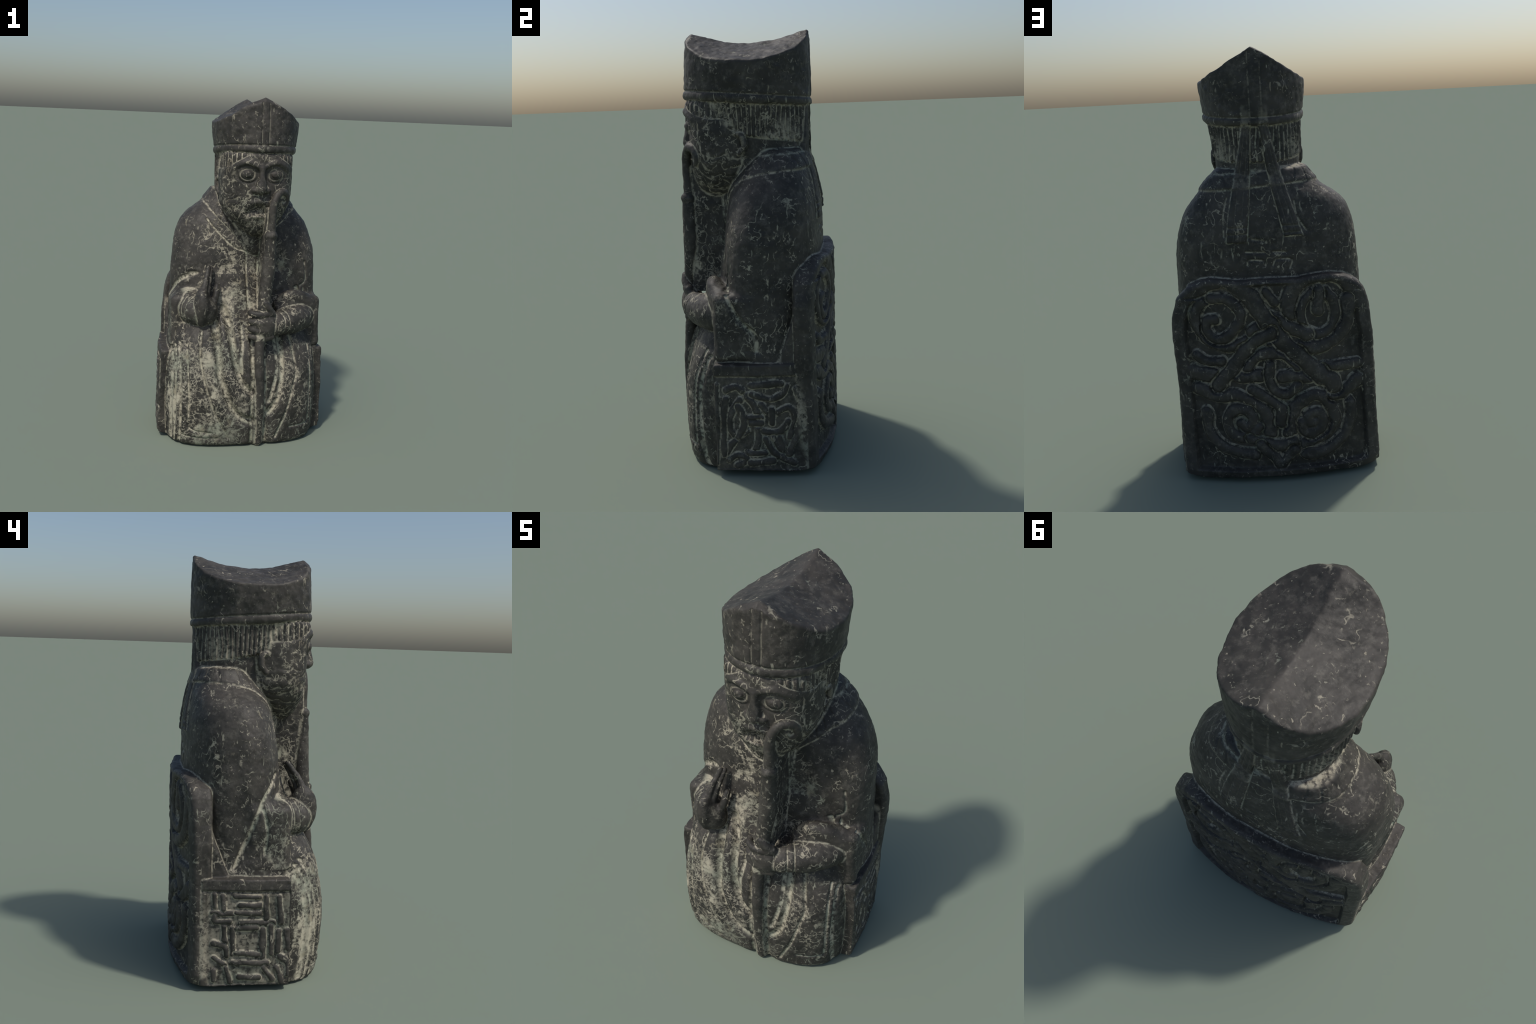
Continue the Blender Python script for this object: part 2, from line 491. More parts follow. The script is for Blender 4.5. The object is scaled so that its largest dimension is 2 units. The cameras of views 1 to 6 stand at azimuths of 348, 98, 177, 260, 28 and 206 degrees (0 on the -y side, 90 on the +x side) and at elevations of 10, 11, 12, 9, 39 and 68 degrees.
def vertex_normals(V, Q):
    n = np.cross(V[Q[:, 2]] - V[Q[:, 0]], V[Q[:, 3]] - V[Q[:, 1]])
    N = np.zeros_like(V)
    for k in range(4):
        for a in range(3):
            N[:, a] += np.bincount(Q[:, k], n[:, a], len(V))
    return N / np.maximum(np.linalg.norm(N, axis=1, keepdims=True), 1e-12)


# ------------------------------------------------------------ chiselled relief
def line_distance(X, Z, points, steps=6):
    c = smooth_curve(points, steps)
    d = np.full(len(X), 9.0)
    for (x0, z0), (x1, z1) in zip(c[:-1], c[1:]):
        ex, ez = x1 - x0, z1 - z0
        t = np.clip(((X - x0) * ex + (Z - z0) * ez) / max(ex * ex + ez * ez, 1e-9), 0, 1)
        d = np.minimum(d, np.hypot(X - x0 - t * ex, Z - z0 - t * ez))
    return d


def ramp(v, a, b):
    t = np.clip((v - a) / (b - a), 0, 1)
    return t * t * (3 - 2 * t)


SCROLLS, FRETS, KNOTS, HEMS = [], [], [], []


def scroll(width, *points):
    """A tendril on the back panel: half width, then (x, z) points."""
    SCROLLS.append((width, points))


def fret(width, *points):
    """A bar of the step pattern on the figure's right side panel, (y, z)."""
    FRETS.append((width, points))


def knot(width, *points):
    """A strand of the interlace on the figure's left side panel, (y, z)."""
    KNOTS.append((width, points))


def hem(width, *points):
    """A thin cut on the back of the mantle, (x, z)."""
    HEMS.append((width, points))


scroll(0.027, (0.184, 0.528), (0.086, 0.529))
scroll(0.027, (-0.013, 0.522), (-0.133, 0.513))
scroll(0.021, (-0.212, 0.549), (-0.368, 0.545))
scroll(0.019, (0.380, 0.630), (0.326, 0.604), (0.263, 0.604))
scroll(0.026, (0.393, 0.550), (0.310, 0.537))
scroll(0.021, (0.117, 0.722), (0.175, 0.682), (0.259, 0.673), (0.332, 0.714), (0.372, 0.789), (0.363, 0.860), (0.319, 0.907))
scroll(0.019, (0.292, 0.905), (0.230, 0.901), (0.178, 0.855), (0.168, 0.790), (0.221, 0.729), (0.277, 0.711), (0.323, 0.746), (0.320, 0.793), (0.285, 0.805))
scroll(0.029, (-0.062, 0.818), (-0.057, 0.869), (-0.096, 0.944), (-0.159, 0.983), (-0.242, 0.985), (-0.310, 0.959), (-0.357, 0.906))
scroll(0.026, (-0.335, 0.858), (-0.333, 0.786), (-0.302, 0.715), (-0.245, 0.668), (-0.173, 0.644), (-0.111, 0.662))
scroll(0.017, (-0.232, 0.907), (-0.265, 0.855), (-0.270, 0.783), (-0.240, 0.727), (-0.183, 0.709), (-0.128, 0.741), (-0.110, 0.801), (-0.127, 0.871), (-0.163, 0.912))
scroll(0.021, (-0.195, 0.917), (-0.194, 0.817))
scroll(0.026, (0.049, 0.818), (-0.025, 0.770), (-0.127, 0.716))
scroll(0.027, (0.116, 0.743), (0.052, 0.768), (0.021, 0.686))
scroll(0.021, (0.153, 0.578), (0.094, 0.625), (0.024, 0.635), (-0.045, 0.616), (-0.085, 0.561))
scroll(0.021, (0.041, 0.570), (0.051, 0.511), (0.019, 0.449), (-0.037, 0.438), (-0.081, 0.472))
scroll(0.024, (0.377, 0.467), (0.288, 0.435), (0.190, 0.432), (0.107, 0.388), (0.062, 0.316), (0.058, 0.247))
scroll(0.021, (0.114, 0.275), (0.145, 0.231), (0.202, 0.228), (0.249, 0.269), (0.253, 0.331), (0.208, 0.373), (0.159, 0.361), (0.133, 0.314), (0.163, 0.278), (0.191, 0.296))
scroll(0.023, (0.350, 0.353), (0.348, 0.277), (0.311, 0.205), (0.235, 0.161), (0.136, 0.141))
scroll(0.023, (-0.035, 0.240), (-0.038, 0.309), (-0.077, 0.375), (-0.150, 0.415), (-0.220, 0.387), (-0.253, 0.308), (-0.222, 0.234), (-0.141, 0.194), (-0.053, 0.162))
scroll(0.019, (-0.094, 0.282), (-0.107, 0.243), (-0.157, 0.231), (-0.195, 0.282), (-0.175, 0.329), (-0.132, 0.325), (-0.127, 0.287), (-0.151, 0.282))
scroll(0.023, (-0.334, 0.356), (-0.328, 0.272), (-0.285, 0.191), (-0.196, 0.135), (-0.109, 0.123))
scroll(0.021, (0.146, 0.216), (0.075, 0.195), (0.011, 0.182), (-0.054, 0.193))
scroll(0.021, (0.104, 0.189), (0.050, 0.131), (0.009, 0.089), (-0.052, 0.154))
scroll(0.027, (-0.264, 0.406), (-0.314, 0.425), (-0.366, 0.463))
scroll(0.019, (0.131, 0.465), (0.063, 0.422), (0.002, 0.365), (0.006, 0.289))
scroll(0.015, (0.043, 0.925), (0.005, 0.873))
scroll(0.031, (0.392, 0.940), (0.307, 0.980), (0.218, 0.978), (0.146, 0.935), (0.101, 0.879), (0.070, 0.819), (-0.008, 0.713), (-0.088, 0.620), (-0.176, 0.533), (-0.258, 0.459))
scroll(0.024, (0.033, 0.730), (0.105, 0.692), (0.164, 0.637), (0.224, 0.561), (0.285, 0.483))


hem(0.006, (0.122, 1.103), (0.040, 1.098))
hem(0.006, (-0.002, 1.099), (-0.064, 1.095))
hem(0.006, (0.118, 1.043), (0.110, 1.064), (0.042, 1.059), (0.036, 1.038))
hem(0.006, (0.002, 1.036), (-0.014, 1.063), (-0.083, 1.059), (-0.074, 1.017))
hem(0.006, (0.191, 1.201), (0.104, 1.168))
hem(0.006, (0.091, 1.160), (0.037, 1.150))
hem(0.006, (-0.108, 1.321), (-0.119, 1.252), (-0.157, 1.187))
hem(0.006, (0.195, 1.346), (0.214, 1.271), (0.217, 1.175))

fret(0.013, (0.207, 0.380), (0.105, 0.377))
fret(0.013, (0.084, 0.418), (-0.012, 0.416))
fret(0.013, (0.097, 0.381), (-0.021, 0.378))
fret(0.015, (0.081, 0.331), (-0.067, 0.330))
fret(0.013, (0.162, 0.462), (0.160, 0.401))
fret(0.014, (0.155, 0.322), (0.152, 0.241))
fret(0.012, (0.199, 0.365), (0.199, 0.342), (0.133, 0.340))
fret(0.013, (0.117, 0.309), (0.114, 0.186))
fret(0.015, (-0.020, 0.297), (-0.024, 0.173))
fret(0.012, (0.095, 0.308), (0.006, 0.309))
fret(0.012, (0.099, 0.189), (-0.005, 0.185))
fret(0.012, (-0.060, 0.315), (-0.065, 0.187))
fret(0.014, (-0.095, 0.287), (-0.095, 0.194))
fret(0.013, (0.204, 0.235), (0.152, 0.218), (0.143, 0.179))
fret(0.013, (0.113, 0.147), (-0.044, 0.141))
fret(0.013, (0.202, 0.166), (0.149, 0.129))
fret(0.013, (0.081, 0.076), (-0.009, 0.072))
fret(0.013, (-0.030, 0.118), (-0.070, 0.062))
fret(0.012, (0.200, 0.104), (0.199, 0.058))
fret(0.012, (0.142, 0.117), (0.125, 0.054))
fret(0.013, (-0.103, 0.170), (-0.143, 0.137), (-0.145, 0.082))
fret(0.013, (-0.136, 0.293), (-0.147, 0.208))
fret(0.013, (-0.090, 0.116), (-0.116, 0.044))
fret(0.013, (-0.033, 0.457), (-0.037, 0.358))
fret(0.012, (0.107, 0.460), (-0.003, 0.454))
fret(0.013, (-0.093, 0.456), (-0.105, 0.333))
fret(0.012, (0.202, 0.463), (0.201, 0.410))

knot(0.014, (-0.097, 0.416), (-0.052, 0.435), (-0.024, 0.416))
knot(0.014, (-0.033, 0.371), (-0.072, 0.317), (-0.083, 0.240), (-0.056, 0.187))
knot(0.014, (-0.104, 0.108), (-0.079, 0.163), (-0.010, 0.226))
knot(0.016, (0.000, 0.394), (0.037, 0.326), (0.048, 0.227), (0.029, 0.111))
knot(0.016, (0.020, 0.440), (0.150, 0.448))
knot(0.014, (0.019, 0.402), (0.104, 0.373), (0.162, 0.404), (0.178, 0.434))
knot(0.014, (0.060, 0.350), (0.109, 0.305), (0.182, 0.336), (0.209, 0.284), (0.184, 0.192))
knot(0.014, (-0.000, 0.288), (0.057, 0.285))
knot(0.014, (-0.001, 0.265), (0.057, 0.262))
knot(0.014, (0.110, 0.328), (0.107, 0.259))
knot(0.015, (0.070, 0.220), (0.142, 0.218), (0.180, 0.268))
knot(0.016, (0.075, 0.182), (0.124, 0.113), (0.202, 0.068))
knot(0.014, (-0.000, 0.118), (0.073, 0.120))
knot(0.014, (-0.090, 0.085), (-0.052, 0.109), (-0.009, 0.087), (-0.054, 0.058))
knot(0.014, (-0.098, 0.378), (-0.115, 0.263), (-0.115, 0.108))
knot(0.016, (0.220, 0.419), (0.246, 0.345), (0.229, 0.231), (0.182, 0.114))
knot(0.014, (-0.042, 0.340), (-0.016, 0.265), (-0.048, 0.195))
knot(0.014, (-0.139, 0.438), (-0.154, 0.067))
knot(0.014, (0.005, 0.071), (0.108, 0.082))
knot(0.014, (0.141, 0.191), (0.153, 0.129), (0.112, 0.190))



FOLDS = []


def fold(width, depth, *points):
    """A cut or valley on the front of the robe, (x, z)."""
    FOLDS.append((width, depth, points))


fold(0.008, 0.010, (-0.262, 0.68), (-0.274, 0.58), (-0.271, 0.512), (-0.255, 0.421), (-0.226, 0.320), (-0.187, 0.212), (-0.131, 0.107), (-0.107, 0.06))
fold(0.023, 0.032, (-0.185, 0.76), (-0.178, 0.646), (-0.170, 0.555), (-0.162, 0.442), (-0.139, 0.363), (-0.110, 0.279), (-0.062, 0.208), (-0.016, 0.173), (0.025, 0.162))
fold(0.021, 0.029, (-0.134, 0.80), (-0.100, 0.705), (-0.084, 0.60), (-0.072, 0.52), (-0.043, 0.415), (-0.005, 0.359), (0.018, 0.340))
fold(0.011, 0.009, (-0.035, 0.70), (-0.029, 0.616), (-0.039, 0.530), (-0.035, 0.443))
fold(0.011, 0.014, (0.024, 0.66), (0.025, 0.505), (0.026, 0.321), (0.032, 0.02))
fold(0.011, 0.016, (0.104, 0.60), (0.106, 0.45), (0.112, 0.25), (0.116, 0.02))
fold(0.020, 0.022, (0.195, 0.65), (0.201, 0.593), (0.207, 0.455), (0.198, 0.362), (0.175, 0.269), (0.137, 0.205))
fold(0.009, 0.010, (0.255, 0.65), (0.285, 0.522), (0.298, 0.429), (0.281, 0.359), (0.246, 0.219), (0.214, 0.135), (0.180, 0.05))
fold(0.012, 0.009, (0.165, 0.62), (0.173, 0.55), (0.175, 0.455), (0.157, 0.363), (0.134, 0.270))
fold(0.006, 0.007, (0.386, 0.574), (0.396, 0.310), (0.392, 0.14), (0.373, 0.110), (0.264, 0.106))
fold(0.007, 0.009, (0.410, 0.55), (0.418, 0.310), (0.420, 0.02))
fold(0.006, 0.007, (-0.347, 0.60), (-0.338, 0.373), (-0.333, 0.155), (-0.314, 0.110), (-0.205, 0.093))
fold(0.009, 0.009, (-0.385, 0.60), (-0.382, 0.327), (-0.379, 0.114), (-0.385, 0.02))
fold(0.007, 0.008, (-0.406, 0.58), (-0.408, 0.281), (-0.409, 0.02))
fold(0.010, 0.010, (-0.420, 0.561), (-0.426, 0.422), (-0.430, 0.282), (-0.428, 0.03))
fold(0.005, 0.005, (-0.372, 0.071), (-0.290, 0.062), (-0.16, 0.059))
fold(0.007, 0.006, (0.003, 1.19), (0.006, 1.0), (0.012, 0.90), (0.022, 0.70))
fold(0.007, 0.006, (0.070, 1.19), (0.072, 1.0), (0.074, 0.86))
fold(0.006, 0.005, (-0.26, 1.36), (-0.20, 1.27), (-0.12, 1.185), (-0.06, 1.14), (0.0, 1.12))


def carve_panel(X, Z, strands, ground, rise, gap=0.005, widen=1.0, soil=0.3):
    """Bands over a sunk ground; each later band passes over the earlier ones."""
    P = np.column_stack([X, np.zeros(len(X)), Z])
    X = X + 0.0035 * value_noise(P, 30, 6)
    Z = Z + 0.0035 * value_noise(P, 30, 7)
    worn = 1 + 0.25 * value_noise(P, 22, 9)
    h = np.full(len(X), -ground)
    dirt = np.full(len(X), soil)
    for w, pts in strands:
        w = w * widen
        d = line_distance(X, Z, pts) / worn
        ring = (d >= w) & (d < w + gap)
        h[ring] = np.minimum(h[ring], -ground + rise * 0.25)
        m = d < w
        h[m] = -ground + rise * np.sqrt(np.maximum(1 - (d[m] / w) ** 2, 0)) ** 0.9
        dirt[m] = 0
        m = d < w + gap
        dirt[m] = np.maximum(dirt[m], np.exp(-((d[m] - w - 0.001) / 0.0045) ** 2))
    return h, dirt


def carve(V, N, part):
    """Height of the relief and how much pale dirt lodges there, per vertex."""
    x, y, z = V.T
    h = np.zeros(len(V))
    dirt = np.zeros(len(V))
    band = np.zeros(len(V))
    is_ = {n: np.isin(part, [i for i, p in enumerate(PARTS) if p[0] == n]) for n in {p[0] for p in PARTS}}

    def cut(mask, d, width, depth, stain=1.0):
        g = np.exp(-(d / width) ** 2)
        h[mask] -= depth * g
        dirt[mask] = np.maximum(dirt[mask], stain * g)

    # robe folds, seen from the front
    m = (is_["skirt"] | is_["torso"]) & (N[:, 1] < -0.05) & (y < -0.05)
    for w, depth, pts in FOLDS:
        cut(m, line_distance(x[m], z[m], pts), w, depth)
    # studs in the borders of the robe
    m = is_["skirt"] & (N[:, 1] < -0.05)
    for cx, z0, z1 in ((-0.360, 0.10, 0.52), (0.403, 0.06, 0.52)):
        d = np.hypot(x[m] - cx, (z[m] - z0 + 0.012) % 0.024 - 0.012)
        h[m] += 0.004 * np.exp(-(d / 0.007) ** 2) * ((z[m] > z0) & (z[m] < z1))
    for x0, x1, zc in ((0.25, 0.40, 0.092), (-0.34, -0.20, 0.078)):
        d = np.hypot((x[m] - x0 + 0.012) % 0.024 - 0.012, z[m] - zc)
        h[m] += 0.004 * np.exp(-(d / 0.007) ** 2) * ((x[m] > x0) & (x[m] < x1))

    # mantle edges on the two sides
    m = (is_["sleeve"] | is_["torso"] | is_["arm"]) & (N[:, 0] < -0.3)
    cut(m, line_distance(y[m], z[m], [(-0.095, 0.985), (-0.016, 0.876), (0.045, 0.729), (0.107, 0.573)]), 0.012, 0.012)
    cut(m, line_distance(y[m], z[m], [(-0.018, 0.845), (-0.036, 0.76), (-0.030, 0.64)]), 0.010, 0.008)
    m = (is_["sleeve"] | is_["torso"] | is_["arm"]) & (N[:, 0] > 0.3)
    cut(m, line_distance(y[m], z[m], [(-0.10, 0.90), (-0.086, 0.854), (-0.027, 0.738), (0.041, 0.665), (0.046, 0.591)]), 0.011, 0.011)
    m = is_["arm"] & (N[:, 1] < 0)
    cut(m, np.abs(line_distance(x[m], z[m], [(0.335, 0.90), (0.385, 0.94), (0.375, 1.05)])), 0.008, 0.008, 0.6)

    # panels of the throne
    m = is_["throne_back"] & (N[:, 1] > 0.4)
    inset = -outline_distance(x[m], z[m], BACK_OUTLINE)
    floor = np.where(z[m] > 0.9, 0.022, 0.058)
    amount = ramp(inset, floor, floor + 0.014)
    hh, dd = carve_panel(x[m], z[m], SCROLLS, 0.026, 0.026, 0.006, 1.38, 0.10)
    h[m] += hh * amount
    dirt[m] = np.maximum(dirt[m], dd * amount)
    band[m] = np.where((hh > -0.008) & (amount > 0.5), 1, 0)
    for side, strands in ((-1, FRETS), (1, KNOTS)):
        m = is_["throne_seat"] & (N[:, 0] * side > 0.5)
        a = ramp(z[m], 0.025, 0.04) * ramp(-z[m], -0.485, -0.47) * ramp(y[m], -0.165, -0.15) * ramp(-y[m], -0.25, -0.225)
        hh, dd = carve_panel(y[m], z[m], strands, 0.008, 0.010, 0.004, 1.1, 0.55 if side < 0 else 0.35)
        h[m] += hh * a
        dirt[m] = np.maximum(dirt[m], dd * a)
        band[m] = np.where((hh > -0.004) & (a > 0.5), 1, 0)
        # line under the seat rail
        cut(m, np.abs(z[m] - 0.478), 0.006, 0.006, 0.7)

    # hair in combed strands below the mitre
    m = is_["hair"]
    th = np.arctan2(y[m] - 0.0, x[m] - 0.047)
    strand = np.cos(th * 62 + 1.2 * value_noise(V[m], 14, 3))
    h[m] += 0.0045 * strand - 0.001
    dirt[m] = np.maximum(dirt[m], 0.75 * ramp(-strand, 0.2, 0.95))

    m = is_["mitre"]
    h[m] += 0.0045 * value_noise(V[m], 13, 21) * ramp(N[m, 2], 0.2, 0.7) + 0.002 * value_noise(V[m], 34, 22)
    # mitre: rolled brim line, twin cuts up the front and the back
    m = is_["mitre"]
    up = z[m] - (1.674 - 0.083 * y[m])
    cut(m, np.abs(up - 0.046), 0.005, 0.006, 0.65)
    h[m] += 0.004 * np.exp(-((up - 0.024) / 0.016) ** 2)
    m = is_["mitre"] & (N[:, 2] < 0.5) & (y < -0.15) & (z > 1.745)
    for c in (0.036, 0.078):
        cut(m, np.abs(x[m] - c), 0.005, 0.005, 0.6)
    m = is_["mitre"] & (N[:, 2] < 0.5) & (y > 0.15) & (z > 1.70)
    for c in (0.069, 0.016):
        cut(m, np.abs(x[m] - c), 0.005, 0.005, 0.6)

    # lappets: centre line, cross bars, fringed ends; hem of the mantle
    m = is_["lappet"]
    for axis, half in LAPPETS:
        off = x[m] - np.interp(z[m], *zip(*axis))
        wide = np.interp(z[m], *zip(*half))
        for c in (-0.35, 0.35):
            cut(m, np.abs(off - c * wide), 0.004, 0.003, 0.45)
    for zc in (1.185, 1.215):
        cut(m, np.abs(z[m] - zc), 0.005, 0.004, 0.5)
    m = (is_["torso"] | is_["arm"]) & (N[:, 1] > 0.3)
    for w, pts in HEMS:
        cut(m, line_distance(x[m], z[m], pts), w, 0.006, 0.7)

    # combed hair shows above the face too, bounded by a cut
    m = is_["head"] & (y < -0.05)
    off = np.abs(x[m] - HEAD_X)
    line = np.interp(off, [0.0, 0.06, 0.086, 0.153, 0.24], [1.72, 1.70, 1.686, 1.645, 1.585])
    over = ramp(z[m] - line, 0.0, 0.008)
    strand = np.cos(np.arctan2(y[m], x[m] - 0.047) * 62 + 1.2 * value_noise(V[m], 14, 3))
    h[m] += over * (0.0035 * strand - 0.003)
    dirt[m] = np.maximum(dirt[m], 0.8 * over * ramp(-strand, 0.2, 0.95))
    cut(m, np.abs(z[m] - line), 0.004, 0.003, 0.8)

    # face: ringed eyes, beard strands, creases beside the nose
    m = is_["head"] | is_["eye"]
    for cx in (-0.034, 0.122):
        q = np.hypot((x[m] - cx) / 1.25, z[m] - 1.582)
        near_eye = y[m] < -0.2
        h[m] += near_eye * (0.0038 * np.exp(-((q - 0.036) / 0.006) ** 2) - 0.005 * np.exp(-((q - 0.021) / 0.004) ** 2) - 0.003 * np.exp(-(np.hypot(x[m] - cx, z[m] - 1.582) / 0.005) ** 2))
        dirt[m] = np.maximum(dirt[m], near_eye * 0.5 * np.exp(-((q - 0.034) / 0.006) ** 2))
        h[m] -= near_eye * 0.004 * np.exp(-((q - 0.048) / 0.005) ** 2)
    m = is_["head"] & (z < 1.47)
    flow = np.arctan2(x[m] - HEAD_X, 1.56 - z[m])
    beard = ramp(-z[m], -1.46, -1.40) + ramp(np.abs(x[m] - HEAD_X), 0.08, 0.13)
    strand = np.cos(flow * 40 + 5.0 * value_noise(V[m], 20, 5) + 2.0 * value_noise(V[m], 45, 15))
    h[m] += 0.0012 * strand * np.minimum(beard, 1)
    dirt[m] = np.maximum(dirt[m], 0.6 * ramp(-strand, 0.35, 1) * np.minimum(beard, 1))

    # cuffs: two rings with studs between them
    for a, b, rings in (((0.165, -0.288, 0.716), (0.34, -0.185, 0.708), (0.018, 0.052)), ((-0.292, -0.205, 0.80), (-0.340, -0.08, 0.798), (0.02, 0.055))):
        a, b = np.asarray(a), np.asarray(b)
        axis = (b - a) / np.linalg.norm(b - a)
        m = is_["forearm"] & (np.sign(x) == np.sign(a[0]))
        s = (V[m] - a) @ axis
        for r in rings:
            cut(m, np.abs(s - r), 0.005, 0.006, 0.8)
    # collar: edge lines and slanted cuts
    m = is_["collar"]
    th = np.arctan2(y[m] - 0.03, x[m] - 0.03)
    h[m] -= 0.003 * ramp(np.cos(th * 26 + 5 * value_noise(V[m], 9, 8)), 0.75, 1)
    # uneven hand-worked surface
    h += 0.0030 * value_noise(V, 9, 1) + 0.0018 * value_noise(V, 26, 2) + 0.0011 * value_noise(V, 60, 4) + 0.0006 * value_noise(V, 110, 12)
    h[z < 0.008] = 0
    return h, dirt, band


# ------------------------------------------------------------------ materials
class Nodes:
    """A short way to write node trees."""

    def __init__(self, name):
        self.mat = bpy.data.materials.new(name)
        self.mat.use_nodes = True
        self.t = self.mat.node_tree
        self.t.nodes.clear()

    def add(self, kind, ins=None, **props):
        n = self.t.nodes.new("ShaderNode" + kind)
        for k, v in props.items():
            setattr(n, k, v)
        for k, v in (ins or {}).items():
            s = n.inputs[k]
            if isinstance(v, bpy.types.NodeSocket):
                self.t.links.new(v, s)
            else:
                s.default_value = v
        return n

    def math(self, op, a, b=0.0, c=0.0, clamp=False):
        return self.add("Math", {0: a, 1: b, 2: c}, operation=op, use_clamp=clamp).outputs[0]

    def step(self, v, a, b):
        return self.add("MapRange", {0: v, 1: a, 2: b, 3: 0.0, 4: 1.0}, interpolation_type="SMOOTHSTEP").outputs[0]

    def noise(self, vec, scale, detail=2.0, rough=0.5, distort=0.0):
        return self.add("TexNoise", {"Vector": vec, "Scale": scale, "Detail": detail, "Roughness": rough, "Distortion": distort}).outputs["Fac"]

    def mix(self, f, a, b):
        n = self.add("Mix", {"Factor": f}, data_type="RGBA")
        for sock, v in zip((n.inputs[6], n.inputs[7]), (a, b)):
            if isinstance(v, bpy.types.NodeSocket):
                self.t.links.new(v, sock)
            else:
                sock.default_value = (*v, 1)
        return n.outputs[2]


DARK, DARKER, SMOKE, PALE, GREEN, OCHRE = (0.062, 0.056, 0.048), (0.033, 0.031, 0.027), (0.135, 0.125, 0.103), (0.47, 0.43, 0.325), (0.33, 0.335, 0.255), (0.20, 0.15, 0.09)


def stone(name, lines=0.5, cuts=1.0, film=0.0, tint=0.35, shift=0.0, zones=()):
    """Dark rubbed stone; pale veins, pale dirt in the cuts, a thin pale film.

    lines: how many veins, cuts: dirt in the carving, film: patchy cover,
    tint: share of greenish patina, zones: (x, y, z, radius, gain) of places
    where veins and film gather.
    """
    g = Nodes(name)
    place = g.add("TexCoord").outputs["Object"]
    co = g.add("VectorMath", {0: place, 1: (shift, shift * 0.7, 0)}, operation="ADD").outputs[0]

    def warped(scale, amount):
        n = g.add("TexNoise", {"Vector": co, "Scale": scale, "Detail": 3.0}).outputs["Color"]
        n = g.add("VectorMath", {0: n, "Scale": amount}, operation="SCALE").outputs[0]
        return g.add("VectorMath", {0: n, 1: co}, operation="ADD").outputs[0]

    def level_line(vec, scale, thin, detail=1.5):
        n = g.noise(vec, scale, detail, 0.5)
        return g.math("SUBTRACT", 1.0, g.step(g.math("ABSOLUTE", g.math("SUBTRACT", n, 0.5)), 0.0, thin))

    rich = None
    for x, y, z, radius, gain in zones:
        d = g.add("VectorMath", {0: warped(6.0, 0.18), 1: (x + shift + 0.09, y + shift * 0.7 + 0.09, z + 0.09)}, operation="DISTANCE").outputs["Value"]
        s = g.math("MULTIPLY", g.math("SUBTRACT", 1.0, g.step(d, radius * 0.45, radius)), gain)
        rich = s if rich is None else g.math("MAXIMUM", rich, s)
    if rich is None:
        rich = 0.0

    # winding veins: thin level lines of warped noises, each broken into pieces
    a = 0.64 - 0.26 * lines
    worm = g.math("MULTIPLY", level_line(warped(21.0, 0.035), 19.0, 0.030), g.step(g.math("ADD", g.noise(co, 10.0, 3.0, 0.65), g.math("MULTIPLY", rich, 0.12)), a, a + 0.09))
    worm2 = g.math("MULTIPLY", level_line(warped(34.0, 0.02), 36.0, 0.055, 1.0), g.step(g.math("ADD", g.noise(co, 15.0, 3.0, 0.65), g.math("MULTIPLY", rich, 0.12)), a + 0.05, a + 0.13))
    # short upright scratches
    tall = g.add("Mapping", {"Vector": warped(14.0, 0.03), "Scale": (1.0, 1.0, 0.22)}).outputs[0]
    scratch = g.math("MULTIPLY", g.step(g.noise(tall, 58.0, 2.0, 0.5), 0.665 - 0.04 * lines, 0.72 - 0.04 * lines), g.step(g.noise(co, 9.0, 2.0, 0.6), 0.47, 0.60))
    fleck = g.step(g.noise(co, 75.0, 2.0, 0.6), 0.70 - 0.05 * lines, 0.78 - 0.05 * lines)
    veins = g.math("MAXIMUM", g.math("MAXIMUM", worm, worm2), g.math("MAXIMUM", scratch, fleck))
    veins = g.math("MULTIPLY", veins, g.math("MULTIPLY_ADD", g.noise(co, 23.0, 2.0, 0.6), 0.9, 0.05 + 0.35 * lines))

    # dirt lodged in the carving, broken up by grain
    depth = g.add("Attribute", attribute_name="carving").outputs["Fac"]
    grain = g.noise(co, 48.0, 3.0, 0.65)
    lodged = g.math("MULTIPLY", g.math("MULTIPLY", g.step(depth, 0.22, 0.85), g.step(g.math("MULTIPLY_ADD", g.noise(co, 17.0, 3.0, 0.6), 0.5, grain), 0.58, 0.84)), cuts)

    # patchy film
    patch = g.math("ADD", g.math("MULTIPLY", g.noise(co, 6.5, 4.0, 0.65), 0.75), g.math("MULTIPLY", grain, 0.40))
    patch = g.math("ADD", patch, g.math("MULTIPLY", rich, 0.09))
    cover = g.step(patch, 0.70 - 0.20 * film, 0.82 - 0.18 * film)
    cover = g.math("MULTIPLY", cover, g.math("ADD", min(1.0, 0.25 + 0.5 * film), g.math("MULTIPLY", rich, 0.55)), clamp=True)
    pale = g.math("MAXIMUM", g.math("MAXIMUM", veins, lodged), cover, clamp=True)

    tone = g.noise(co, 7.0, 4.0, 0.6)
    dark = g.mix(g.step(tone, 0.34, 0.66), DARKER, DARK)
    mottle = g.math("MULTIPLY", g.step(g.noise(co, 31.0, 4.0, 0.7), 0.47, 0.72), 0.55)
    dark = g.mix(mottle, dark, SMOKE)
    hue = g.noise(co, 4.5, 2.0, 0.5)
    light = g.mix(g.step(hue, 0.60 - 0.35 * tint, 0.78 - 0.35 * tint), PALE, GREEN)
    light = g.mix(g.math("MULTIPLY", g.step(g.noise(co, 9.0, 2.0), 0.58, 0.72), 0.5), light, OCHRE)
    colour = g.mix(g.math("MULTIPLY", pale, g.math("ADD", 0.60, g.math("MULTIPLY", grain, 0.68)), clamp=True), dark, light)

    fine = g.noise(co, 120.0, 3.0, 0.6)
    height = g.math("ADD", g.math("MULTIPLY", fine, 0.5), g.math("MULTIPLY", pale, -0.35))
    bump = g.add("Bump", {"Strength": 0.4, "Distance": 0.004, "Height": height}).outputs[0]
